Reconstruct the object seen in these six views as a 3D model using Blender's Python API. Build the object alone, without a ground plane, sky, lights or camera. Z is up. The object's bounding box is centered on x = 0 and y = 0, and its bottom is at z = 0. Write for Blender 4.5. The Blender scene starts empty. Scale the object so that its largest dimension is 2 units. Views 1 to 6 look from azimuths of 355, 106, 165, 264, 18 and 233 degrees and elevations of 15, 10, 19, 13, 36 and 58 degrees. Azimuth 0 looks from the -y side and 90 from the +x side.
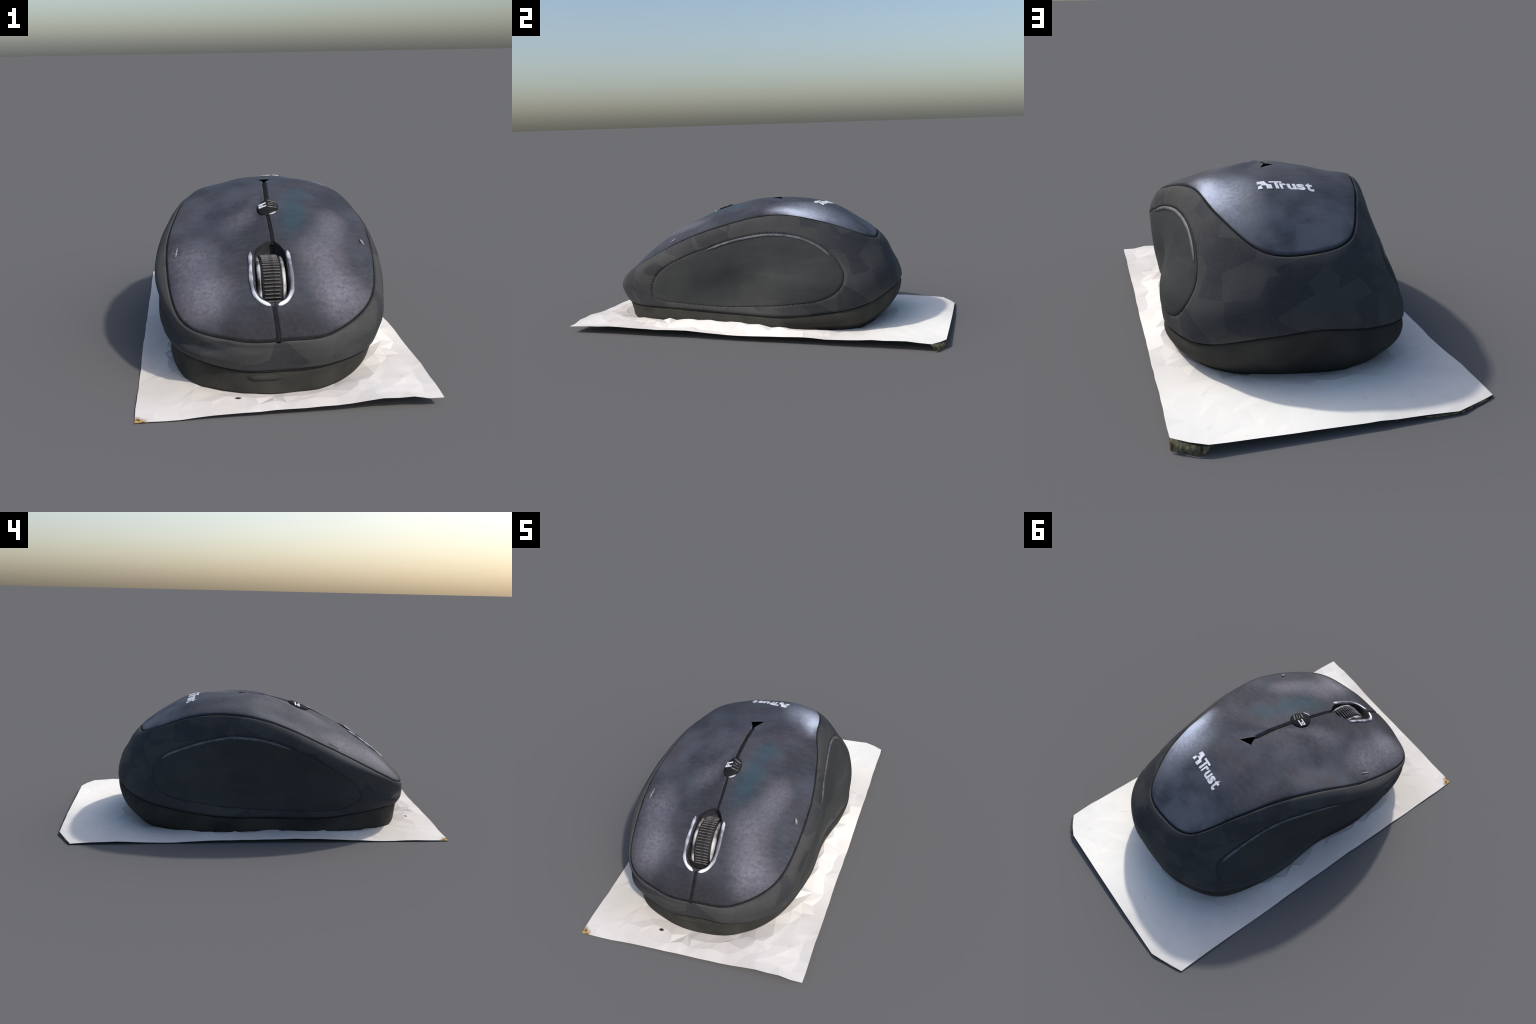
"""A dark computer mouse lying on a sheet of white paper.

The shell is a loft: sixteen upright profiles stand around a vertical axis,
each running foot -> lower seam -> flank -> cover seam -> crown.  Everything
else (grips, grooves, wheel, lettering) is placed on that surface.
"""
import bpy, bmesh, math, random
import numpy as np
from mathutils import Vector, Matrix
from mathutils.bvhtree import BVHTree

RNG = np.random.default_rng(7)
random.seed(7)

# ------------------------------------------------------------------ profiles
# (reach, height): reach is a fraction of the plan ellipse AXIS_X x AXIS_Y
CENTRE = (0.0, -0.09)
AXIS_X, AXIS_Y = 0.48, 0.77
# rings of each profile: 0 foot, 1 lower seam, 2-4 flank, 5 cover seam, 6-7 crown
STATIONS = [
    # 0 degrees (right flank)
    [(0.914, 0.073), (0.905, 0.110), (0.888, 0.256), (0.925, 0.376), (0.887, 0.495), (0.813, 0.590), (0.520, 0.626), (0.260, 0.658)],
    # 22.5 degrees
    [(1.093, 0.070), (1.100, 0.118), (1.115, 0.271), (0.978, 0.398), (0.885, 0.519), (0.749, 0.624), (0.480, 0.665), (0.240, 0.675)],
    # 45 degrees
    [(1.090, 0.042), (1.185, 0.157), (1.190, 0.276), (1.082, 0.390), (0.970, 0.497), (0.845, 0.581), (0.541, 0.659), (0.270, 0.672)],
    # 67.5 degrees
    [(0.955, 0.026), (1.112, 0.215), (1.108, 0.302), (1.060, 0.372), (0.993, 0.438), (0.934, 0.495), (0.599, 0.649), (0.299, 0.676)],
    # 90 degrees (heel)
    [(0.912, 0.018), (1.060, 0.232), (1.042, 0.308), (0.997, 0.368), (0.961, 0.430), (0.899, 0.479), (0.576, 0.639), (0.288, 0.678)],
    # 112.5 degrees
    [(0.985, 0.018), (1.098, 0.199), (1.080, 0.288), (1.025, 0.369), (0.962, 0.444), (0.897, 0.502), (0.574, 0.639), (0.287, 0.674)],
    # 135 degrees
    [(1.050, 0.018), (1.152, 0.155), (1.108, 0.278), (1.005, 0.389), (0.879, 0.495), (0.780, 0.586), (0.499, 0.649), (0.250, 0.673)],
    # 157.5 degrees
    [(0.972, 0.024), (1.033, 0.104), (0.952, 0.255), (0.892, 0.380), (0.847, 0.505), (0.737, 0.610), (0.472, 0.645), (0.236, 0.663)],
    # 180 degrees (left flank)
    [(0.868, 0.022), (0.878, 0.083), (0.860, 0.233), (0.895, 0.355), (0.922, 0.499), (0.809, 0.577), (0.517, 0.599), (0.259, 0.641)],
    # 202.5 degrees
    [(1.000, 0.027), (0.995, 0.088), (1.077, 0.200), (1.076, 0.290), (1.098, 0.397), (0.994, 0.457), (0.637, 0.533), (0.318, 0.612)],
    # 225 degrees
    [(1.100, 0.021), (1.100, 0.119), (1.160, 0.171), (1.137, 0.213), (1.165, 0.265), (1.151, 0.286), (0.736, 0.469), (0.368, 0.587)],
    # 247.5 degrees
    [(1.005, 0.008), (1.020, 0.099), (1.045, 0.156), (1.050, 0.182), (1.045, 0.205), (1.040, 0.233), (0.667, 0.463), (0.333, 0.578)],
    # 270 degrees (nose)
    [(0.966, 0.008), (0.947, 0.091), (0.967, 0.145), (0.978, 0.174), (0.985, 0.199), (0.983, 0.229), (0.629, 0.460), (0.314, 0.596)],
    # 292.5 degrees
    [(0.997, 0.015), (1.020, 0.106), (1.050, 0.157), (1.055, 0.188), (1.050, 0.217), (1.028, 0.243), (0.658, 0.476), (0.329, 0.597)],
    # 315 degrees
    [(1.033, 0.049), (1.075, 0.116), (1.120, 0.182), (1.154, 0.237), (1.134, 0.296), (1.081, 0.336), (0.691, 0.521), (0.346, 0.608)],
    # 337.5 degrees
    [(0.981, 0.079), (0.986, 0.123), (1.024, 0.231), (1.038, 0.328), (1.035, 0.417), (0.951, 0.496), (0.609, 0.585), (0.305, 0.633)],
]
CROWN_HEIGHT = 0.667
FOOT, LOWER_SEAM, COVER_SEAM, CROWN = 0, 1, 5, 8
NST = len(STATIONS)


def control_grid():
    """Rings x stations x 3, with the crown point and one mirrored ring past it."""
    g = np.zeros((10, NST, 3))
    for k, prof in enumerate(STATIONS):
        a = 2 * math.pi * k / NST
        for j, (reach, h) in enumerate(prof):
            g[j, k] = (CENTRE[0] + AXIS_X * reach * math.cos(a),
                       CENTRE[1] + AXIS_Y * reach * math.sin(a), h)
    g[8] = (CENTRE[0], CENTRE[1], CROWN_HEIGHT)
    g[9] = np.roll(g[7], -NST // 2, axis=0)
    return g


GRID = control_grid()


def catmull(x):
    return np.stack([-.5 * x + x * x - .5 * x ** 3, 1 - 2.5 * x * x + 1.5 * x ** 3,
                     .5 * x + 2 * x * x - 1.5 * x ** 3, -.5 * x * x + .5 * x ** 3], -1)


def surface(t, s):
    """Smooth shell point for azimuth t (radians) and ring position s (0..8).

    Catmull-Rom between neighbouring profiles; along a profile a cubic whose
    tangents allow for the unequal spacing of the rings, so that close rings
    beside wide ones raise no ledge.
    """
    t, s = np.broadcast_arrays(np.asarray(t, float), np.clip(np.asarray(s, float), 0, 7.9999))
    u = (t / (2 * math.pi) * NST) % NST
    k = np.floor(u).astype(int); wt = catmull(u - k)
    j = np.floor(s).astype(int)

    def ring(jj):
        jc = np.clip(jj, 0, 9)
        return sum(wt[..., a, None] * GRID[jc, (k - 1 + a) % NST] for a in range(4))

    p = [ring(j - 1 + b) for b in range(4)]
    first = (j == 0)[..., None]
    p[0] = np.where(first, 2 * p[1] - p[2], p[0])
    d = [np.maximum(np.linalg.norm(p[i + 1] - p[i], axis=-1), 1e-6) ** .5 for i in range(3)]
    c = [(p[i + 1] - p[i]) / d[i][..., None] for i in range(3)]
    m1 = (c[0] * d[1][..., None] + c[1] * d[0][..., None]) / (d[0] + d[1])[..., None] * d[1][..., None]
    m2 = (c[1] * d[2][..., None] + c[2] * d[1][..., None]) / (d[1] + d[2])[..., None] * d[1][..., None]
    x = (s - j)[..., None]
    return (2 * x ** 3 - 3 * x ** 2 + 1) * p[1] + (x ** 3 - 2 * x ** 2 + x) * m1 + (3 * x ** 2 - 2 * x ** 3) * p[2] + (x ** 3 - x ** 2) * m2


def normal(t, s):
    e = 2e-3
    s = np.clip(np.asarray(s, float), 0.01, 7.97)
    dt = surface(t + e, s) - surface(t - e, s)
    ds = surface(t, s + e) - surface(t, s - e)
    n = np.cross(dt, ds)
    return n / np.maximum(np.linalg.norm(n, axis=-1, keepdims=True), 1e-12)


def ripple(p, seed, scale, octaves=3):
    """Cheap smooth noise: a sum of randomly turned sine waves."""
    r = np.random.default_rng(seed)
    v = np.zeros(p.shape[:-1])
    for o in range(octaves):
        for _ in range(5):
            d = r.normal(size=3); d /= np.linalg.norm(d)
            v += np.sin(p @ (d * 2 * math.pi / scale * 2 ** o) + r.uniform(0, 6.28)) / (5 * 1.7 ** o)
    return v


# -------------------------------------------------------------- small helpers
def smooth(a, b, x):
    x = np.clip((x - a) / (b - a), 0, 1)
    return x * x * (3 - 2 * x)


def path_distance(p, path):
    """Distance of points p (N,2 or N,3) to a polyline."""
    path = np.asarray(path, float); best = np.full(p.shape[0], 9.0)
    for a, b in zip(path[:-1], path[1:]):
        ab = b - a
        f = np.clip(((p - a) @ ab) / max(ab @ ab, 1e-12), 0, 1)
        best = np.minimum(best, np.linalg.norm(p - a - f[:, None] * ab, axis=1))
    return best


def spline(points, n, closed=False):
    """Catmull-Rom through the points, n samples."""
    p = np.asarray(points, float); m = len(p)
    u = np.linspace(0, m if closed else m - 1, n, endpoint=not closed)
    k = np.minimum(np.floor(u).astype(int), m - 1 if closed else m - 2)
    w = catmull(u - k)
    get = (lambda i: p[i % m]) if closed else (lambda i: p[np.clip(i, 0, m - 1)])
    return sum(w[:, a, None] * get(k - 1 + a) for a in range(4))


def inside(poly, x, y):
    x, y = np.asarray(x, float), np.asarray(y, float)
    res = np.zeros(np.shape(x), bool); n = len(poly)
    for i in range(n):
        x0, y0 = poly[i]; x1, y1 = poly[(i + 1) % n]
        if y0 == y1:
            continue
        c = (y0 > y) != (y1 > y)
        with np.errstate(divide='ignore', invalid='ignore'):
            res ^= c & (x < (x1 - x0) * (y - y0) / (y1 - y0) + x0)
    return res


# ------------------------------------------------------------------ materials
class Nodes:
    def __init__(self, name, rough=.6, specular=.25):
        self.mat = bpy.data.materials.new(name); self.mat.use_nodes = True
        self.nt = self.mat.node_tree
        self.bsdf = self.nt.nodes['Principled BSDF']
        self.bsdf.inputs['Roughness'].default_value = rough
        self.bsdf.inputs['Specular IOR Level'].default_value = specular
        self.co = self.nt.nodes.new('ShaderNodeTexCoord').outputs['Object']

    def put(self, sock, v):
        if hasattr(v, 'is_linked') or hasattr(v, 'links'):
            self.nt.links.new(v, sock)
        elif isinstance(v, (tuple, list)) and len(v) == 3 and sock.type == 'RGBA':
            sock.default_value = (*v, 1)
        else:
            sock.default_value = v

    def node(self, kind, **ins):
        n = self.nt.nodes.new('ShaderNode' + kind)
        for k, v in ins.items():
            self.put(n.inputs[k], v)
        return n

    def mapping(self, scale=(1, 1, 1), rot=(0, 0, 0), loc=(0, 0, 0)):
        n = self.nt.nodes.new('ShaderNodeMapping')
        self.nt.links.new(self.co, n.inputs['Vector'])
        n.inputs['Scale'].default_value = scale; n.inputs['Rotation'].default_value = rot
        n.inputs['Location'].default_value = loc
        return n.outputs['Vector']

    def noise(self, scale, detail=4, rough=.55, vec=None, distortion=0):
        n = self.node('TexNoise', Scale=scale, Detail=detail, Roughness=rough, Distortion=distortion)
        self.nt.links.new(vec or self.co, n.inputs['Vector'])
        return n.outputs['Fac']

    def cells(self, scale, vec=None):
        n = self.node('TexVoronoi', Scale=scale)
        self.nt.links.new(vec or self.co, n.inputs['Vector'])
        s = self.node('SeparateColor', Color=n.outputs['Color'])
        return s.outputs[0]

    def remap(self, v, a, b, lo=0., hi=1.):
        n = self.nt.nodes.new('ShaderNodeMapRange'); n.interpolation_type = 'SMOOTHSTEP'
        for k, x in (('Value', v), ('From Min', a), ('From Max', b), ('To Min', lo), ('To Max', hi)):
            self.put(n.inputs[k], x)
        return n.outputs['Result']

    def math(self, op, a, b=0.):
        n = self.nt.nodes.new('ShaderNodeMath'); n.operation = op
        self.put(n.inputs[0], a); self.put(n.inputs[1], b)
        return n.outputs[0]

    def mix(self, f, a, b, mode='MIX'):
        n = self.nt.nodes.new('ShaderNodeMix'); n.data_type = 'RGBA'; n.blend_type = mode
        self.put(n.inputs[0], f); self.put(n.inputs[6], a); self.put(n.inputs[7], b)
        return n.outputs[2]

    def blob(self, centre, radius, turn=0., edge=1.0, vec=None):
        """1 at the centre of an ellipsoid fading to 0 at its rim."""
        m = self.nt.nodes.new('ShaderNodeVectorMath'); m.operation = 'SUBTRACT'
        self.nt.links.new(vec or self.co, m.inputs[0]); m.inputs[1].default_value = centre
        r = self.nt.nodes.new('ShaderNodeVectorRotate'); r.rotation_type = 'Z_AXIS'
        self.nt.links.new(m.outputs[0], r.inputs['Vector']); r.inputs['Angle'].default_value = -turn
        d = self.nt.nodes.new('ShaderNodeVectorMath'); d.operation = 'DIVIDE'
        self.nt.links.new(r.outputs[0], d.inputs[0]); d.inputs[1].default_value = radius
        l = self.nt.nodes.new('ShaderNodeVectorMath'); l.operation = 'LENGTH'
        self.nt.links.new(d.outputs[0], l.inputs[0])
        return self.remap(l.outputs['Value'], 1 - edge, 1., 1., 0.)

    def done(self, colour, bump=None, strength=.2, distance=.004):
        self.put(self.bsdf.inputs['Base Color'], colour)
        if bump is not None:
            b = self.node('Bump', Height=bump, Strength=strength, Distance=distance)
            self.nt.links.new(b.outputs[0], self.bsdf.inputs['Normal'])
        return self.mat


def warped(n, amount=.08, scale=6.):
    """Object coordinates pushed about by noise, for ragged mask edges."""
    t = n.node('TexNoise', Scale=scale, Detail=3.)
    n.nt.links.new(n.co, t.inputs['Vector'])
    a = n.nt.nodes.new('ShaderNodeVectorMath'); a.operation = 'MULTIPLY_ADD'
    n.nt.links.new(t.outputs['Color'], a.inputs[0])
    a.inputs[1].default_value = (amount,) * 3
    n.nt.links.new(n.co, a.inputs[2])
    s = n.nt.nodes.new('ShaderNodeVectorMath'); s.operation = 'SUBTRACT'
    n.nt.links.new(a.outputs[0], s.inputs[0]); s.inputs[1].default_value = (amount / 2,) * 3
    return s.outputs[0]


def cover_material():
    n = Nodes('satin_blue_black_lacquer', rough=.65, specular=.12)
    w = warped(n)
    streak = n.noise(1., 5, .65, n.mapping((14, 60, 30), (0, 0, -.8)))
    cloud = n.noise(5., 4, .55)
    grain = n.noise(60., 6, .75)
    tint = n.noise(8., 4)
    c = n.mix(n.remap(cloud, .3, .7), (.033, .035, .044), (.064, .070, .087))
    c = n.mix(n.remap(tint, .45, .7, 0, .8), c, (.055, .049, .060))
    c = n.mix(n.remap(streak, .45, .75, 0, .4), c, (.080, .094, .115))
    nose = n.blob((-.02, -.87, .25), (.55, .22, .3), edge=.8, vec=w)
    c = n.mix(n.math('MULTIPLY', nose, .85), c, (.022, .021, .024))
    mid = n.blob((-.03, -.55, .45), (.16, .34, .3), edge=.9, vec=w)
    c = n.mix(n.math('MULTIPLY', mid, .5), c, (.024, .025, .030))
    # lilac cloudy reflections painted into the button colour
    for ctr, rad, turn, k in (((-.32, -.48, .46), (.14, .20, .3), .10, .70),
                              ((-.29, -.66, .37), (.14, .17, .3), .35, .85),
                              ((.19, -.56, .46), (.13, .24, .3), -.12, .60),
                              ((.235, -.70, .36), (.16, .15, .3), -.4, .85),
                              ((.26, -.37, .55), (.11, .17, .3), -.1, .50),
                              ((-.14, -.31, .60), (.11, .14, .3), -.6, .38),
                              ((-.10, -.12, .65), (.16, .16, .3), 0, .20)):
        b = n.math('MULTIPLY', n.blob(ctr, rad, turn, 1.0, w), n.remap(grain, .3, .7, .4 * k, k))
        c = n.mix(b, c, (.235, .225, .27))
    # teal patch beside the small key
    for ctr, rad, turn in (((.135, -.14, .64), (.08, .11, .3), -.2), ((.110, -.26, .61), (.085, .13, .3), -.2), ((.090, -.37, .58), (.08, .13, .3), -.15)):
        c = n.mix(n.math('MULTIPLY', n.blob(ctr, rad, turn, .95, w), .62), c, (.034, .072, .095))
    # bright highlight near the heel seam, baked into the base colour
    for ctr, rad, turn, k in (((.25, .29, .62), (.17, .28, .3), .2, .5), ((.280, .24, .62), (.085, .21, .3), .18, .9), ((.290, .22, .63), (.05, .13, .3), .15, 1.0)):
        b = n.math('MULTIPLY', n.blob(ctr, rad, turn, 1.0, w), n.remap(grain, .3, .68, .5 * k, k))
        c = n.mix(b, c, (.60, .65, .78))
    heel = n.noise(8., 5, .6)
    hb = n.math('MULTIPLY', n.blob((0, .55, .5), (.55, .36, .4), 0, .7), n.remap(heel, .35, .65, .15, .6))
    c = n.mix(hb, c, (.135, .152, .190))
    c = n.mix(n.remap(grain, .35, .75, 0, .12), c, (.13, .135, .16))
    return n.done(c, grain, .12, .0015)


def flank_material():
    n = Nodes('dull_charcoal_plastic', rough=.75, specular=.15)
    facet = n.cells(7., n.mapping((1, 1, 1.5), (.4, .2, .3)))
    cloud = n.noise(4., 4); grain = n.noise(120., 2)
    c = n.mix(n.remap(cloud, .3, .7), (.050, .051, .052), (.066, .066, .065))
    c = n.mix(n.remap(facet, .25, .75, 0, .7), c, (.032, .034, .041))
    c = n.mix(n.remap(n.noise(7., 2), .55, .75, 0, .5), c, (.070, .066, .064))
    c = n.mix(n.remap(grain, .4, .7, 0, .15), c, (.10, .10, .10))
    return n.done(c, grain, .15, .001)


def grip_material():
    n = Nodes('matt_rubber_grip', rough=.85, specular=.1)
    c = n.mix(n.remap(n.noise(3.5, 4), .3, .7), (.040, .043, .044), (.056, .058, .057))
    c = n.mix(n.remap(n.noise(1., 3, .5, n.mapping((5, 5, 26))), .5, .75, 0, .35), c, (.066, .066, .064))
    g = n.noise(140., 2)
    c = n.mix(n.remap(g, .45, .75, 0, .15), c, (.09, .09, .09))
    return n.done(c, g, .15, .001)


def base_material():
    n = Nodes('olive_black_base', rough=.8, specular=.12)
    c = n.mix(n.remap(n.noise(6., 4), .3, .7), (.029, .028, .025), (.050, .048, .042))
    return n.done(c, n.noise(60., 3), .15, .002)


def plain(name, colour, second=None, rough=.7, specular=.2, scale=40., metallic=0.):
    n = Nodes(name, rough, specular); n.bsdf.inputs['Metallic'].default_value = metallic
    second = second or tuple(x * 1.3 for x in colour)
    return n.done(n.mix(n.remap(n.noise(scale, 3), .35, .65), colour, second))


def paper_material():
    n = Nodes('white_paper', rough=.9, specular=.1)
    w = warped(n, .05, 12.)
    cloud = n.noise(3., 3); patch = n.cells(6., n.mapping((1, 1.4, 1), (0, 0, .6)))
    c = n.mix(n.remap(cloud, .35, .65), (.71, .665, .62), (.79, .755, .71))
    c = n.mix(n.remap(patch, .3, .9, 0, .45), c, (.68, .645, .60))
    c = n.mix(n.remap(n.noise(5., 2), .5, .7, 0, .35), c, (.73, .66, .61))
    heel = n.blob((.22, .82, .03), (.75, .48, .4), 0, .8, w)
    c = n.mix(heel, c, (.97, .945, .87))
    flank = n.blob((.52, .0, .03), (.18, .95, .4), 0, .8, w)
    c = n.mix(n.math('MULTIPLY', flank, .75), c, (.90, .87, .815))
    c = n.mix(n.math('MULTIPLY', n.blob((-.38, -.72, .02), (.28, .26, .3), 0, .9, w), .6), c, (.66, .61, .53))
    spots = n.noise(42., 1, .4, n.mapping((1, .45, 1)))
    c = n.mix(n.remap(spots, .74, .79, 0, .25), c, (.45, .42, .38))
    # burnt-looking corners
    for ctr, rad, turn in (((-.575, -1.005, 0), (.075, .075, .3), 0), ((-.50, .985, 0), (.14, .030, .3), .43)):
        b = n.blob(ctr, rad, turn, .35, w)
        c = n.mix(b, c, n.mix(n.remap(n.noise(70., 2), .45, .6), (.50, .32, .12), (.14, .08, .04)))
    c = n.mix(n.blob((-.184, -.873, .014), (.016, .011, .1), 0, .5), c, (.03, .02, .025))
    return n.done(c, n.noise(220., 2), .08, .001)


def trim_material():
    n = Nodes('silver_trim', .4, .4)
    c = n.mix(n.remap(n.noise(13., 3), .4, .62), (.17, .17, .20), (.55, .55, .62))
    c = n.mix(n.blob((-.028, -.735, .33), (.09, .055, .2), 0, .5), c, (.82, .82, .86))
    return n.done(c)


def corner_material():
    n = Nodes('frayed_corner', rough=.9, specular=.1)
    v = n.noise(1., 3, .6, n.mapping((60, 60, 25), (0, 0, .6)))
    c = n.mix(n.remap(v, .35, .65), (.045, .038, .02), (.17, .16, .10))
    c = n.mix(n.remap(n.noise(38., 2), .58, .7), c, (.30, .22, .11))
    return n.done(c)


MAT = dict(
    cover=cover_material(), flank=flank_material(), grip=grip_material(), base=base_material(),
    lip=plain('polished_grip_lip', (.075, .077, .085), (.14, .14, .155), .5, .3, 25.),
    seam=plain('shadow_gap_black', (.014, .014, .015), (.020, .020, .021), .9, .05),
    void=plain('painted_cavity_dark', (.0006, .0006, .0006), (.0008, .0008, .0008), 1., 0.),
    well=plain('wheel_well_black', (.015, .015, .016), (.022, .022, .022), .8, .1),
    trim=trim_material(), nick=plain('scuffed_bare_plastic', (.12, .12, .13), (.42, .42, .44), .6, .3, 90.),
    tyre=plain('wheel_rubber', (.018, .017, .017), (.028, .026, .026), .7, .2),
    rib=plain('worn_rib', (.07, .066, .066), (.17, .16, .16), .6, .3, 45.),
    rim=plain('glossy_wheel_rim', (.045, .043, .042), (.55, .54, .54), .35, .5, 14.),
    key=plain('grey_key', (.045, .045, .042), (.19, .19, .18), .55, .3, 42.),
    print=plain('white_print', (.66, .67, .72), (.86, .86, .90), .5, .3, 60.),
    paper=paper_material(), corner=corner_material(),
)


# -------------------------------------------------------------- scene helpers
def empty(name, loc, label, category):
    o = bpy.data.objects.new(name, None); o.location = loc
    o.empty_display_size = .1
    bpy.context.scene.collection.objects.link(o)
    o["label"] = label; o["category"] = category
    return o


def add(name, mesh, parent, mat=None):
    o = bpy.data.objects.new(name, mesh)
    bpy.context.scene.collection.objects.link(o)
    if mat is not None and not mesh.materials:
        mesh.materials.append(mat)
    o.parent = parent
    if parent.type == 'EMPTY':                              # mesh data stay in world coordinates
        o.matrix_parent_inverse = Matrix.Translation(-parent.location)
    return o


def mesh_from(name, verts, faces, shade=True):
    m = bpy.data.meshes.new(name)
    m.from_pydata([tuple(map(float, v)) for v in verts], [], [tuple(map(int, f)) for f in faces])
    m.update()
    if shade:
        m.shade_smooth()
    return m


def grid_faces(rows, cols, wrap):
    f = []
    for i in range(rows - 1):
        for k in range(cols if wrap else cols - 1):
            k2 = (k + 1) % cols
            f.append((i * cols + k, i * cols + k2, (i + 1) * cols + k2, (i + 1) * cols + k))
    return f


def tube(path, normals, half_width, height, n=8, lift=0., caps=True):
    """Flattened rounded bead swept along a path lying on a surface."""
    path = np.asarray(path, float); normals = np.asarray(normals, float); m = len(path)
    hw = np.broadcast_to(half_width, m); hh = np.broadcast_to(height, m)
    tan = np.gradient(path, axis=0); tan /= np.linalg.norm(tan, axis=1)[:, None]
    side = np.cross(tan, normals); side /= np.linalg.norm(side, axis=1)[:, None]
    ang = np.arange(n) * 2 * math.pi / n
    v = (path + normals * lift)[:, None] + side[:, None] * (np.cos(ang)[None, :, None] * hw[:, None, None]) \
        + normals[:, None] * (np.sin(ang)[None, :, None] * hh[:, None, None])
    f = grid_faces(m, n, True)
    if caps:
        f += [tuple(range(n))[::-1], tuple(range((m - 1) * n, m * n))]
    return v.reshape(-1, 3), f


# a smooth reference copy of the shell to drop things onto
_t = np.linspace(0, 2 * math.pi, 240, endpoint=False); _s = np.linspace(COVER_SEAM - .3, CROWN - .001, 120)
_ref = surface(_t[None, :], _s[:, None]).reshape(-1, 3)
TOP = BVHTree.FromPolygons([tuple(v) for v in _ref], grid_faces(120, 240, True))


def on_top(x, y):
    hit, nrm, _, _ = TOP.ray_cast(Vector((x, y, 2)), Vector((0, 0, -1)))
    if hit is None:
        hit, nrm, _, _ = TOP.find_nearest(Vector((x, y, .4)))
    if nrm.z < 0:
        nrm = -nrm
    return np.array(hit), np.array(nrm)


def drop(points, lift=0.):
    P, N = [], []
    for x, y in points:
        p, n = on_top(x, y); P.append(p + n * lift); N.append(n)
    return np.array(P), np.array(N)


# ------------------------------------------------------- features on the shell
# centre split between the two keys
SPLIT_FRONT = [(-.026, -.862), (-.028, -.80), (-.031, -.745)]
SPLIT_MIDDLE = [(-.006, -.497), (-.004, -.44), (-.006, -.38), (-.008, -.325)]
SPLIT_REAR = [(.001, -.215), (.004, -.15), (.009, -.07), (.014, .004)]
# wheel slot outline (plan), rounded at the nose, pointed at the back
WHEEL_X, SLOT_HALF = -.027, .066
slot_arc = [(WHEEL_X + SLOT_HALF * math.cos(a), -.672 + SLOT_HALF * .95 * math.sin(a)) for a in np.linspace(math.pi, 2 * math.pi, 13)]
SLOT = slot_arc + [(.038, -.545), (.020, -.512), (-.003, -.488), (-.010, -.488), (-.055, -.505), (-.085, -.535)]
# little resolution key
KEY_C, KEY_R = (-.002, -.270), (.047, .061)
# side grip outlines as (azimuth degrees, ring position)
GRIP_RIGHT = [(326, 1.95), (327.5, 1.55), (334, 1.38), (345.4, 1.30), (356.6, 1.27), (370.9, 1.38), (381, 1.45), (390.4, 1.52),
              (396, 1.73), (399.4, 2.10), (401.4, 2.50), (401.6, 2.83), (400.5, 3.25), (397.3, 3.62), (392.2, 3.92), (385.1, 4.08),
              (375.4, 4.15), (364.5, 4.10), (356.6, 4.03), (349.9, 3.92), (342.8, 3.83), (333.8, 3.55), (328.6, 2.98)]
GRIP_LEFT = [(130.9, 2.75), (132.4, 2.25), (135.3, 1.83), (139.2, 1.56), (144.8, 1.43), (153, 1.40), (166.5, 1.35), (181.1, 1.30),
             (195, 1.34), (203.2, 1.38), (208.3, 1.60), (210.8, 2.0), (211.7, 2.42), (210.5, 2.92), (206.2, 3.33), (199.1, 3.58),
             (192.8, 3.75), (186, 3.86), (178.5, 3.93), (168.4, 4.0), (159, 4.0), (148.1, 3.77), (139.5, 3.45), (133.1, 3.12)]
GRIPS = {'right': spline(GRIP_RIGHT, 260, True), 'left': spline(GRIP_LEFT, 260, True)}
GRIP_LINE = {k: surface(np.radians(g[:, 0]), g[:, 1]) for k, g in GRIPS.items()}
# dents beside the finger rests
DENTS = [((.369, -.432), .016, .008), ((-.398, -.398), .014, .006)]


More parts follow.
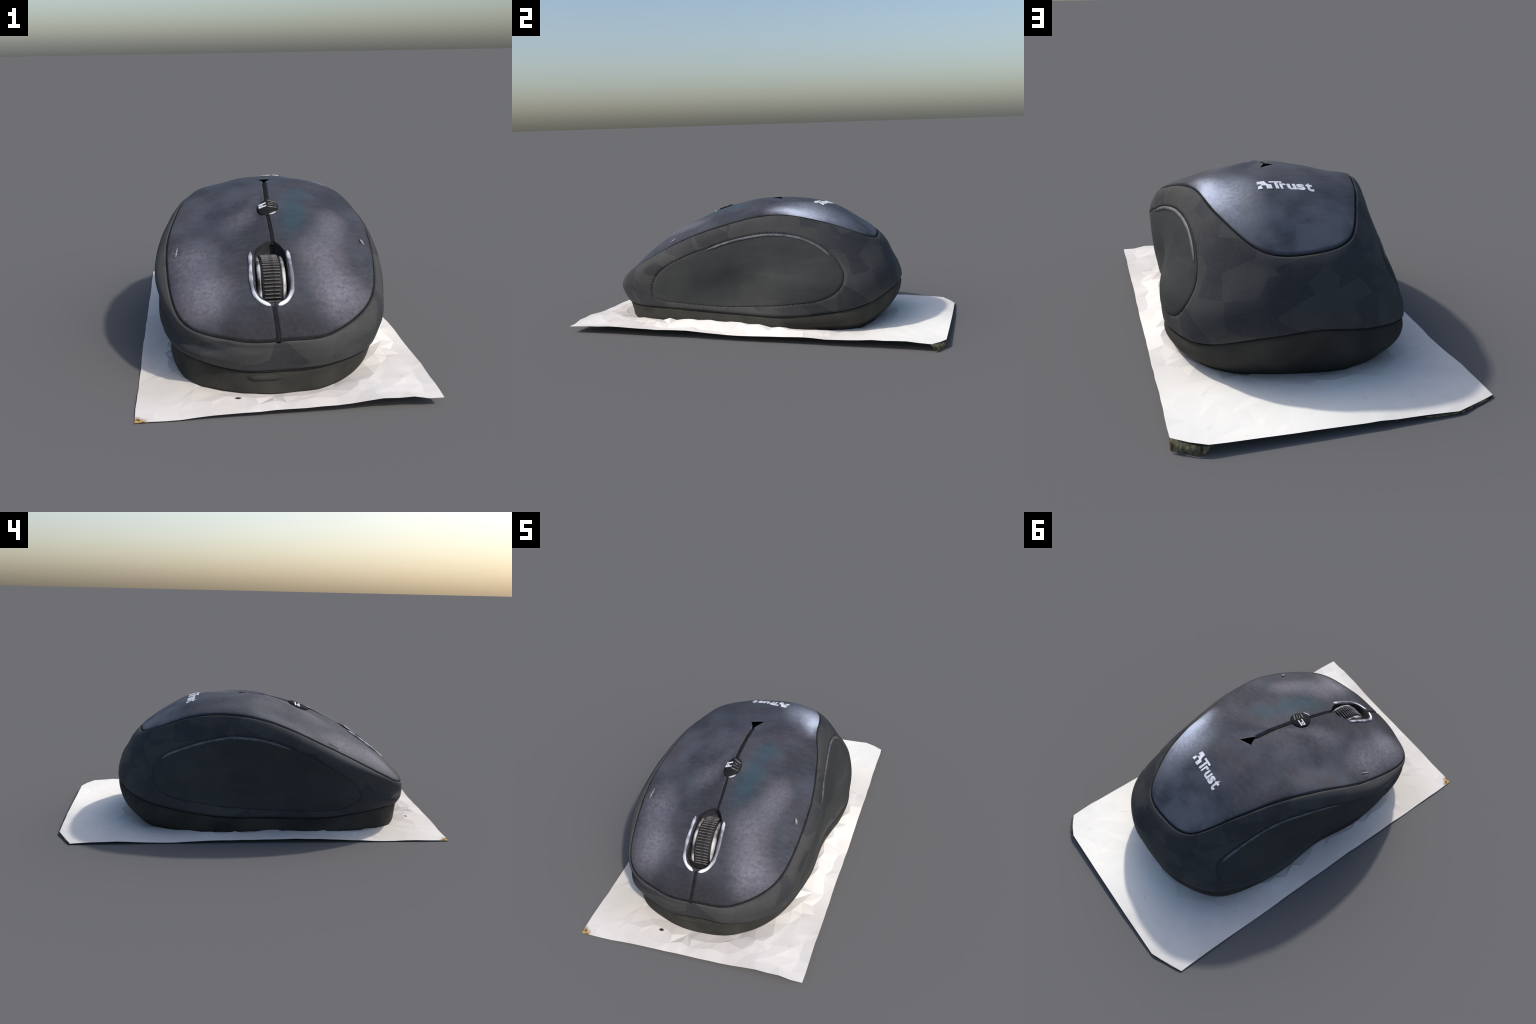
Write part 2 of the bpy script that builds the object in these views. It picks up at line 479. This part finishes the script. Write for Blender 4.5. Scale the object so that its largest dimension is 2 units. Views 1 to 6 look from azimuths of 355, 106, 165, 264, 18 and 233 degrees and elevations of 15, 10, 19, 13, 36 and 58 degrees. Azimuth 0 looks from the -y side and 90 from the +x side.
def shell_points(t, s):
    """Displaced shell: lumps, seam grooves, grip beds, wheel slot, key recess."""
    P = surface(t, s); N = normal(t, s)
    flat = P.reshape(-1, 3); d = np.zeros(len(flat))
    S = np.broadcast_to(s, P.shape[:-1]).ravel(); T = np.broadcast_to(t, P.shape[:-1]).ravel()
    d += .0022 * ripple(flat, 3, .22, 2) * smooth(.0, 1., S)
    for ring, depth, wid in ((COVER_SEAM, .008, .0065), (LOWER_SEAM, .008, .008)):
        line = surface(T, np.full_like(T, ring))
        dist = np.linalg.norm(flat - line, axis=1)
        d -= depth * np.exp(-(dist / wid) ** 2)
    d -= .006 * smooth(LOWER_SEAM, LOWER_SEAM - .12, S)          # base sits back from the shell
    heel = smooth(.2, .7, T) * smooth(2.75, 2.2, T)                # base swells round the heel before it tucks in
    d += .022 * heel * np.sin(math.pi * np.clip(S, 0, 1))
    side = (S > .9) & (S < 4.7)
    for key, line in GRIP_LINE.items():
        m = np.where(side & (np.abs(flat[:, 0]) > .2) & ((flat[:, 0] > 0) == (key == 'right')))[0]
        pts = flat[m]; best = np.full(len(m), 9.)
        for q in line[::2]:
            best = np.minimum(best, ((pts - q) ** 2).sum(1))
        best = np.sqrt(best)
        tt = np.degrees(T[m]); tt = np.where((key == 'right') & (tt < 180), tt + 360, tt)
        ins = inside(GRIPS[key], tt, S[m])
        d[m] -= np.where(ins, .007, .007 * np.exp(-(best / .006) ** 2))
    top = np.where(S > COVER_SEAM - .4)[0]
    xy = flat[top, :2]
    dd = np.zeros(len(top))
    for path, hw, dep in ((SPLIT_FRONT, .007, .010), (SPLIT_MIDDLE, .006, .010), (SPLIT_REAR, .009, .010)):
        dist = path_distance(xy, path)
        dd -= dep * (1 - smooth(hw * .5, hw * 1.6, dist))
    slot = np.array(SLOT); dist = path_distance(xy, np.vstack([slot, slot[:1]]))
    ins = inside(SLOT, xy[:, 0], xy[:, 1])
    dd -= np.where(ins, .055 * smooth(0, .008, dist), 0)
    dd += np.where(~ins, .004 * np.exp(-(dist / .016) ** 2), 0)
    e = np.hypot((xy[:, 0] - KEY_C[0]) / KEY_R[0], (xy[:, 1] - KEY_C[1]) / KEY_R[1])
    dd -= .012 * (1 - smooth(.86, 1.02, e))
    for (x, y), r, dep in DENTS:
        q = np.hypot(xy[:, 0] - x, xy[:, 1] - y)
        dd += dep * (np.exp(-(np.hypot(xy[:, 0] - x - .012 * np.sign(x), xy[:, 1] - y) / r) ** 2) - np.exp(-(q / r) ** 2))
    d[top] += dd
    return (flat + N.reshape(-1, 3) * d[:, None]).reshape(P.shape)


# --------------------------------------------------------------------- mouse
mouse = empty('computer_mouse', (0, -.08, .03), 'dark wireless computer mouse with scroll wheel and side grips', 'computer mouse')
NT = 720
az = np.linspace(0, 2 * math.pi, NT, endpoint=False)


def band(s0, s1, rows):
    s = np.linspace(s0, s1, rows)
    return shell_points(az[None, :], s[:, None])


# ---- flank and base from one loft each (a real groove parts them)
flank = band(LOWER_SEAM, COVER_SEAM, 150)
add('side_shell', mesh_from('side_shell', flank.reshape(-1, 3), grid_faces(150, NT, True)), mouse, MAT['flank'])

base = band(FOOT, LOWER_SEAM, 24)
foot = surface(az, np.zeros(NT)); under = foot * [.97, .97, 1] + [0, CENTRE[1] * .03, 0]
under[:, 2] = np.maximum(foot[:, 2] - .022, .004)
bv = np.vstack([under, base.reshape(-1, 3), [[0, CENTRE[1], .03]]])
bf = grid_faces(25, NT, True) + [(k, len(bv) - 1, (k + 1) % NT) for k in range(NT)]
add('base', mesh_from('base', bv, bf), mouse, MAT['base'])

# ---- cover: one smooth skin, opened at the hole, split into palm rest and keys
rows = 190
cov = band(COVER_SEAM, CROWN - .012, rows).reshape(-1, 3)
cap = np.array([[CENTRE[0], CENTRE[1], 0]]); cap[0, 2] = cov[-NT:, 2].mean()
cf = grid_faces(rows, NT, True) + [((rows - 1) * NT + k, (rows - 1) * NT + (k + 1) % NT, len(cov)) for k in range(NT)]
bm = bmesh.new()
for v in np.vstack([cov, cap]):
    bm.verts.new(v)
bm.verts.ensure_lookup_table()
for f in cf:
    bm.faces.new([bm.verts[i] for i in f])
HOLE = [(.013, -.002), (.054, .085), (-.011, .059), (.005, .033)]
near = [f for f in bm.faces if -.05 < f.calc_center_median().x < .09 and -.04 < f.calc_center_median().y < .12]
for (x0, y0), (x1, y1) in zip(HOLE, HOLE[1:] + HOLE[:1]):
    geom = list({e for f in near for e in f.edges} | {v for f in near for v in f.verts}) + near
    res = bmesh.ops.bisect_plane(bm, geom=geom, dist=1e-6, plane_co=(x0, y0, 0), plane_no=(y1 - y0, x0 - x1, 0))
    near = [g for g in res['geom'] if isinstance(g, bmesh.types.BMFace)]
near = [f for f in near if f.is_valid]
cc = [f.calc_center_median() for f in near]
ins = inside(HOLE, np.array([c.x for c in cc]), np.array([c.y for c in cc]))
bmesh.ops.delete(bm, geom=[f for f, i in zip(near, ins) if i], context='FACES')
bm.normal_update()
bm.verts.index_update()
vn = {v.index: v.normal.copy() for v in bm.verts}
split = SPLIT_FRONT + SPLIT_MIDDLE + SPLIT_REAR
sx = np.array([p[0] for p in split]); sy = np.array([p[1] for p in split])


WELL = [(WHEEL_X + (x - WHEEL_X) * 1.03, -.61 + (y + .61) * 1.02) for x, y in SLOT]


def region(f):
    c = f.calc_center_median()
    if c.y > -.002:
        return 'palm_rest'
    if -.13 < c.x < .07 and -.76 < c.y < -.47 and inside(WELL, c.x, c.y):
        return 'wheel_well'
    return 'mouse_button' if c.x < np.interp(c.y, sy, sx) else 'mouse_button.001'


parts = {}
for f in bm.faces:
    parts.setdefault(region(f), []).append([v.index for v in f.verts])
bm.verts.ensure_lookup_table()
co = [v.co.copy() for v in bm.verts]
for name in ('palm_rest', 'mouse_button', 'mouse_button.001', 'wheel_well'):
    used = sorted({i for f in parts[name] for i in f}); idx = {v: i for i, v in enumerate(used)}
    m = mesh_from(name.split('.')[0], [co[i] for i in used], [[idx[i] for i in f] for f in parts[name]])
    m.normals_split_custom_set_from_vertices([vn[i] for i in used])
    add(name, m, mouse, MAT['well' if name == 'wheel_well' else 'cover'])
bm.free()

# ---- black plate under the hole, coloured for the unlit interior
hp, hn = drop([(x * 1.0 + .002 * s, y) for (x, y), s in zip(HOLE, (0, 1, -1, 0))], -.03)
cx = [(-.07, -.06), (.11, -.06), (.11, .15), (-.07, .15)]
hp, _ = drop(cx, -.035)
add('cavity_dark_plate', mesh_from('cavity_dark_plate', hp, [(0, 1, 2, 3)], False), mouse, MAT['void'])

# ---- near-black beads laid in the grooves to draw the gap shadows
for name, ring, hw in (('cover_seam', COVER_SEAM, .0044), ('base_seam', LOWER_SEAM, .0042)):
    p = surface(az, np.full(NT, float(ring))); nrm = normal(az, np.full(NT, float(ring)))
    p = np.vstack([p, p[:1]]); nrm = np.vstack([nrm, nrm[:1]])
    v, f = tube(p, nrm, hw, .003, 8, -.0065 if ring == COVER_SEAM else -.008, caps=False)
    add(name, mesh_from(name, v, f), mouse, MAT['seam'])
for path, w0, w1 in ((SPLIT_FRONT, .0085, .0075), (SPLIT_MIDDLE, .009, .006), (SPLIT_REAR, .012, .008)):
    q = spline(path, 40); p, nrm = drop(q)
    v, f = tube(p, nrm, np.linspace(w0, w1, 40), .005, 8, -.0085)
    add('key_gap', mesh_from('key_gap', v, f), mouse, MAT['seam'])

# ---- narrow lip under the nose
tt = np.radians(np.linspace(253, 269, 30)); ss = np.full(30, .72)
p, nrm = surface(tt, ss), normal(tt, ss); e = np.clip(np.minimum(np.arange(30), np.arange(30)[::-1]) / 5 + .2, 0, 1)
v, f = tube(p, nrm, .011 * e, .006 * e, 10, -.004)
add('nose_lip', mesh_from('nose_lip', v, f), mouse, MAT['base'])

# ---- side grips: inset pads with a polished lip along the upper edge
for key, (lo, hi) in (('right', (.525, .84)), ('left', (.705, .985))):
    g = GRIPS[key]; c = g.mean(0)
    fr = np.concatenate([np.linspace(0, .9, 30)[1:], [.93, .955, .972, .985, .994, 1.]])
    off = np.interp(fr, [0, .93, .972, .994, 1], [-.0005, -.0005, -.001, -.004, -.010])
    q = c + fr[:, None, None] * (g - c)[None]
    tt, ss = np.radians(q[..., 0]), q[..., 1]
    P = surface(tt, ss) + normal(tt, ss) * off[:, None, None]
    P = P + normal(tt, ss) * (.0015 * ripple(P, 5, .2, 2))[..., None] * (fr < .93)[:, None, None]
    pc = surface(np.radians(c[:1]), c[1:])[0]
    m = len(g); v = np.vstack([P.reshape(-1, 3), pc[None]])
    f = grid_faces(len(fr), m, True) + [((k + 1) % m, k, len(v) - 1) for k in range(m)]
    me = mesh_from('side_grip', v, f)
    pad = add('side_grip', me, mouse, MAT['grip'])
    k = (np.arange(int(lo * m), int(hi * m)))
    arc = g[k] + (c - g[k]) * .05
    lp = surface(np.radians(arc[:, 0]), arc[:, 1]); ln = normal(np.radians(arc[:, 0]), arc[:, 1])
    ends = np.minimum(np.arange(len(k)), np.arange(len(k))[::-1]) / 9.
    v, f = tube(lp, ln, .0075 * np.clip(ends + .3, 0, 1), .0045 * np.clip(ends + .2, 0, 1), 10, .0)
    add('grip_lip', mesh_from('grip_lip', v, f), pad, MAT['lip'])

# ---- wheel slot floor, silver trim and scroll wheel
trim_left = spline([(-.100, -.535), (-.105, -.58), (-.108, -.632), (-.107, -.68), (-.099, -.706), (-.080, -.728), (-.044, -.746)], 60)
trim_right = spline([(-.014, -.746), (.021, -.730), (.042, -.704), (.051, -.671), (.053, -.631), (.052, -.58), (.048, -.54)], 60)
for q in (trim_left, trim_right):
    p, nrm = drop(q)
    f_ = np.minimum(np.arange(60), np.arange(60)[::-1]) / 6
    v, f = tube(p, nrm, (.0078 + .0008 * np.sin(np.arange(60) * .37)) * np.clip(f_ + .35, 0, 1), .0055, 10, .003)
    add('wheel_trim', mesh_from('wheel_trim', v, f), mouse, MAT['trim'])

c0, n0 = on_top(WHEEL_X, -.622)
RAD = .142
n0 = np.array([0, n0[1], n0[2]]); n0 /= np.linalg.norm(n0)
axle = c0 + np.array([0, .006, .004]) - n0 * (RAD - .013)
wheel = bpy.data.objects.new('scroll_wheel', None)


def lathe_x(profile, n=96):
    """Turn (x, radius) pairs round the wheel axle."""
    v = []
    for x, r in profile:
        for a in np.arange(n) * 2 * math.pi / n:
            v.append((WHEEL_X + x, axle[1] + r * math.cos(a), axle[2] + r * math.sin(a)))
    return v, grid_faces(len(profile), n, True)


v, f = lathe_x([(-.040, .02), (-.040, RAD - .009), (-.036, RAD - .005), (.036, RAD - .005), (.040, RAD - .009), (.040, .02)])
wheel = add('scroll_wheel', mesh_from('scroll_wheel', v, f), mouse, MAT['tyre'])
for sgn in (-1, 1):
    prof = [(.041, .03), (.041, RAD - .008), (.044, RAD - .003), (.050, RAD - .004), (.056, RAD - .010), (.057, .03)]
    v, f = lathe_x([(sgn * x, r) for x, r in prof])
    if sgn < 0:
        f = [q[::-1] for q in f]
    add('wheel_rim', mesh_from('wheel_rim', v, f), wheel, MAT['rim'])
RIBS = 62
rib_mesh = None
for i in range(RIBS):
    a = 2 * math.pi * i / RIBS
    d = np.array([0, math.cos(a), math.sin(a)])
    if d @ n0 < .55:
        continue                                  # the rest of the wheel is buried in the shell
    if rib_mesh is None:
        xs = np.linspace(-.0355, .0355, 20)
        path = np.stack([xs, np.zeros(20), np.full(20, RAD - .001)], -1)
        ends = np.minimum(np.arange(20), np.arange(20)[::-1]) / 3
        v, f = tube(path, np.tile([0, 0, 1.], (20, 1)), .0027 * np.clip(ends + .4, 0, 1), .0044 * np.clip(ends + .4, 0, 1), 8)
        rib_mesh = mesh_from('wheel_rib', v, f); rib_mesh.materials.append(MAT['rib'])
    r = add('wheel_rib', rib_mesh, wheel)
    r.matrix_basis = Matrix.Translation((WHEEL_X, axle[1], axle[2])) @ Matrix.Rotation(math.atan2(d[2], d[1]) - math.pi / 2, 4, 'X')
    r.scale.x = 1 - .12 * random.random()

# ---- small resolution key with its white print
ring = [(KEY_C[0] + KEY_R[0] * .97 * math.cos(a), KEY_C[1] + KEY_R[1] * .97 * math.sin(a)) for a in np.linspace(0, 2 * math.pi, 48, endpoint=False)]
kv, kn = [], []
for fr, off in ((1.0, -.010), (.97, -.004), (.9, .001), (.6, .003), (.3, .004)):
    p, nn = drop([(KEY_C[0] + (x - KEY_C[0]) * fr, KEY_C[1] + (y - KEY_C[1]) * fr) for x, y in ring], off); kv.append(p)
pc, nc = on_top(*KEY_C)
v = np.vstack(kv + [(pc + nc * .004)[None]])
f = grid_faces(5, 48, True) + [(4 * 48 + k, 4 * 48 + (k + 1) % 48, len(v) - 1) for k in range(48)]
key = add('resolution_key', mesh_from('resolution_key', v, f), mouse, MAT['well'])
# raised ribbed half of the key
quad = [(.000, -.228), (.040, -.250), (.036, -.292), (-.001, -.283)]
for fr, hw in ((.03, .0042), (.36, .003), (.64, .003), (.97, .0042)):
    a = np.array(quad[0]) * (1 - fr) + np.array(quad[3]) * fr; b = np.array(quad[1]) * (1 - fr) + np.array(quad[2]) * fr
    q = spline([a, (a + b) / 2 + [0, -.002], b], 14); p, nn = drop(q)
    e = np.clip(np.minimum(np.arange(14), np.arange(14)[::-1]) / 2 + .3, 0, 1)
    v, f = tube(p, nn, hw * e, .003 * e, 8, .0055)
    add('key_ridge', mesh_from('key_ridge', v, f), key, MAT['rib'] if hw > .004 else MAT['key'])
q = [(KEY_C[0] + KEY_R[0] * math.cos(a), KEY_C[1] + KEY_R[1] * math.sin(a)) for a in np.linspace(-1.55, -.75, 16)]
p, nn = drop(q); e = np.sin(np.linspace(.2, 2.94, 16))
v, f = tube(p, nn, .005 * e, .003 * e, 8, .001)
add('key_glint', mesh_from('key_glint', v, f), key, MAT['rim'])  # small highlight on the key's front edge, built as a pale bead


def letter_mesh(name, ch, box, place, bold=.03, depth=.0022):
    """One built-in-font glyph, squeezed into box=(a0, b0, a1, b1) and laid on the shell by place(a, b)."""
    cu = bpy.data.curves.new(name, 'FONT'); cu.body = ch; cu.size = 1; cu.offset = bold; cu.resolution_u = 5
    cu.extrude = .03; cu.fill_mode = 'BOTH'
    tmp = bpy.data.objects.new(name, cu)
    bpy.context.scene.collection.objects.link(tmp)
    bpy.context.view_layer.update()
    me = bpy.data.meshes.new_from_object(tmp.evaluated_get(bpy.context.evaluated_depsgraph_get()))
    bpy.data.objects.remove(tmp)
    return lay(me, name, box, place, depth)


def lay(me, name, box, place, depth):
    co_ = np.array([v.co for v in me.vertices]); lo, hi = co_.min(0), co_.max(0)
    a0, b0, a1, b1 = box
    for v in me.vertices:
        a = a0 + (v.co.x - lo[0]) / (hi[0] - lo[0]) * (a1 - a0); b = b0 + (v.co.y - lo[1]) / (hi[1] - lo[1]) * (b1 - b0)
        p, nn = on_top(*place(a, b))
        v.co = Vector(p + nn * (depth if v.co.z > 0 else -.004))
    me.name = name; me.materials.clear(); me.update()
    return me


# print on the key reads away from the nose, letter tops to the left
place_key = lambda a, b: (-.004 - b, -.283 + a)
for ch, box in (('P', (.010, 0, .027, .032)), ('I', (.031, 0, .0375, .032))):
    add('key_print', letter_mesh('key_print', ch, box, place_key, .015, .0065), key, MAT['print'])

# ---- printed word and emblem on the heel; reads from behind
LOGO_O, LOGO_A, LOGO_B = np.array([.1215, .331]), np.array([-.9975, .070]), np.array([-.040, -.999])
place_logo = lambda a, b: tuple(LOGO_O + LOGO_A * a + LOGO_B * b)
for ch, box in (('T', (.050, -.002, .098, .053)), ('r', (.087, -.003, .111, .036)), ('u', (.115, -.004, .147, .035)),
                ('s', (.150, -.005, .181, .036)), ('t', (.185, -.009, .213, .047))):
    add('logo_letter', letter_mesh('logo_letter', ch, box, place_logo), mouse, MAT['print'])
emblem = bmesh.new()
for a0, b0, a1, b1, sk in ((.002, .036, .037, .057, .004), (.012, .022, .046, .038, .010), (.000, .000, .019, .020, .004), (.034, -.004, .054, .026, .000)):
    ring_ = [emblem.verts.new((a, b, z)) for z in (0, 1) for a, b in ((a0, b0), (a1, b0), (a1 - sk, b1), (a0 + sk, b1))]
    for q in ((3, 2, 1, 0), (4, 5, 6, 7), (0, 1, 5, 4), (1, 2, 6, 5), (2, 3, 7, 6), (3, 0, 4, 7)):
        emblem.faces.new([ring_[i] for i in q])
em = bpy.data.meshes.new('logo_emblem'); emblem.to_mesh(em); emblem.free()
for i, v in enumerate(em.vertices):
    p, nn = on_top(*place_logo(v.co.x, v.co.y)); v.co = Vector(p + nn * (.0022 + .0003 * (i // 8) if v.co.z > .5 else -.004))
add('logo_emblem', em, mouse, MAT['print'])

# ---- pale nicks beside the finger rests
for a, b, hw in (((.370, -.424), (.381, -.452), .0065), ((-.392, -.375), (-.400, -.428), .0035)):
    p, nn = drop(spline([a, (np.array(a) + b) / 2, b], 12)); e = np.sin(np.linspace(.3, 2.84, 12))
    v, f = tube(p, nn, hw * e, .003 * e, 8, .002)
    add('worn_nick', mesh_from('worn_nick', v, f), mouse, MAT['nick'])

# ---------------------------------------------------------------------- paper
sheet = empty('paper_sheet', (0, 0, 0), 'creased white paper sheet with frayed brown corners', 'paper')
NX, NY = 20, 34
front_y = lambda x: np.interp(x, [-.564, -.2, .3, .564], [-.991, -.992, -.993, -.998])
back_y = lambda x: np.interp(x, [-.564, -.40, -.1, .2, .47, .564], [.924, .998, 1.0, .998, .995, .93])
right_z = lambda y: np.interp(y, [-1, -.72, -.5, -.3, -.08, .1, .32, .46, .64, .8, .93], [.036, .046, .039, .043, .031, .032, .039, .033, .042, .046, .038])
left_z = lambda y: np.interp(y, [-1, -.88, -.6, -.4, -.2, .02, .24, .46, .70, .93], [.001, .004, .002, .013, .019, .014, .011, .003, .011, .004])
front_z = lambda x: np.interp(x, [-.56, -.4, -.28, 0, .2, .33, .46, .52, .564], [.001, .004, .014, .021, .026, .042, .043, .031, .034])
back_z = lambda x: np.interp(x, [-.564, -.45, -.35, -.1, .1, .3, .42, .5, .564], [.008, .009, .012, .022, .025, .028, .031, .034, .038])


def sheet_height(x, y):
    u, w = (x + .564) / 1.128, (y + 1) / 2
    a = left_z(y) * (1 - u) + right_z(y) * u
    b = front_z(x) * (1 - w) + back_z(x) * w
    eu = np.minimum(u, 1 - u) * 1.128; ew = np.minimum(w, 1 - w) * 2
    k = ew / np.maximum(eu + ew, 1e-6)
    z = a * k + b * (1 - k)
    z = z + .010 * smooth(.0, .25, eu) * smooth(0, .12, ew) * (smooth(.45, .8, y) * smooth(.3, -.15, x) + .6 * smooth(-.5, -.8, y))
    # lift to meet the mouse's foot
    t = np.arctan2((y - CENTRE[1]) / AXIS_Y, (x - CENTRE[0]) / AXIS_X)
    f = surface(t, np.zeros_like(t)); r = np.hypot(x - CENTRE[0], y - CENTRE[1]); rf = np.hypot(f[..., 0] - CENTRE[0], f[..., 1] - CENTRE[1])
    d = np.maximum(r - rf, 0)
    lift = np.exp(-(d / .045) ** 2)
    return z + (np.where(r < rf - .02, f[..., 2] - .016, f[..., 2] - .006) - z) * lift


u = np.linspace(-1, 1, NX + 1); w = np.linspace(0, 1, NY + 1)
U, W = np.meshgrid(u, w)
jit = (np.abs(U) < .99) & (W > .01) & (W < .99)
U = U + np.where(jit, RNG.uniform(-.35, .35, U.shape) * 2 / NX, 0)
W = W + np.where(jit, RNG.uniform(-.35, .35, W.shape) / NY, 0)
X = U * .564 + np.where(np.abs(U) > .99, RNG.uniform(-.003, .0, U.shape) * np.sign(U), 0)
Y = front_y(X) * (1 - W) + back_y(X) * W
Z = sheet_height(X, Y)
crease = smooth(-.1, .35, X) * .8 + smooth(-.5, -.8, Y) * .3 + .15
Z = Z + np.where(jit, RNG.uniform(-.0017, .0017, Z.shape) * crease, RNG.uniform(-.0012, .0012, Z.shape))
Z = np.maximum(Z, .0006)
Z[0, 0] = .0005
pv = np.stack([X, Y, Z], -1).reshape(-1, 3)
pf = []
for i in range(NY):
    for j in range(NX):
        a, b, c, d = i * (NX + 1) + j, i * (NX + 1) + j + 1, (i + 1) * (NX + 1) + j + 1, (i + 1) * (NX + 1) + j
        pf += [(a, b, c), (a, c, d)] if (i * 7 + j * 3) % 5 < 3 else [(a, b, d), (b, c, d)]
pm = mesh_from('sheet', pv, pf, False)
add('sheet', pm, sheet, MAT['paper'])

# frayed corners: short ragged flaps bent down from the clipped corners
for top, low in (([(.564, .928, .037), (.535, .955, .034), (.505, .975, .031), (.47, .994, .029), (.436, .998, .029)],
                  [(.566, .950, .004), (.548, .966, .003), (.520, .980, .004), (.492, .995, .001), (.462, 1.0, .006)]),
                 ([(-.564, .923, .006), (-.53, .940, .007), (-.47, .966, .007), (-.40, .997, .008), (-.27, .999, .011)],
                  [(-.562, .927, .001), (-.528, .947, .0005), (-.468, .972, .0005), (-.40, .999, .0005), (-.29, 1.0, .002)])):
    a, b = spline(top, 40), spline(low, 40)
    rows_ = []
    for fr in np.linspace(0, 1, 7):
        q = a * (1 - fr) + b * fr
        q = q + np.array([.6, .8, 0]) * np.sign(a[0][0] + 1e-9) ** 0 * (.003 * math.sin(math.pi * fr))
        q[:, :2] += (RNG.normal(0, .0009, (40, 2)) if fr > 0 else 0)
        rows_.append(q)
    v = np.vstack(rows_); v[:, 0] = np.clip(v[:, 0], -.564, .564); v[:, 1] = np.minimum(v[:, 1], 1.0); v[:, 2] = np.maximum(v[:, 2], 0.0)
    add('frayed_corner', mesh_from('frayed_corner', v, grid_faces(7, 40, False)), sheet, MAT['corner'])
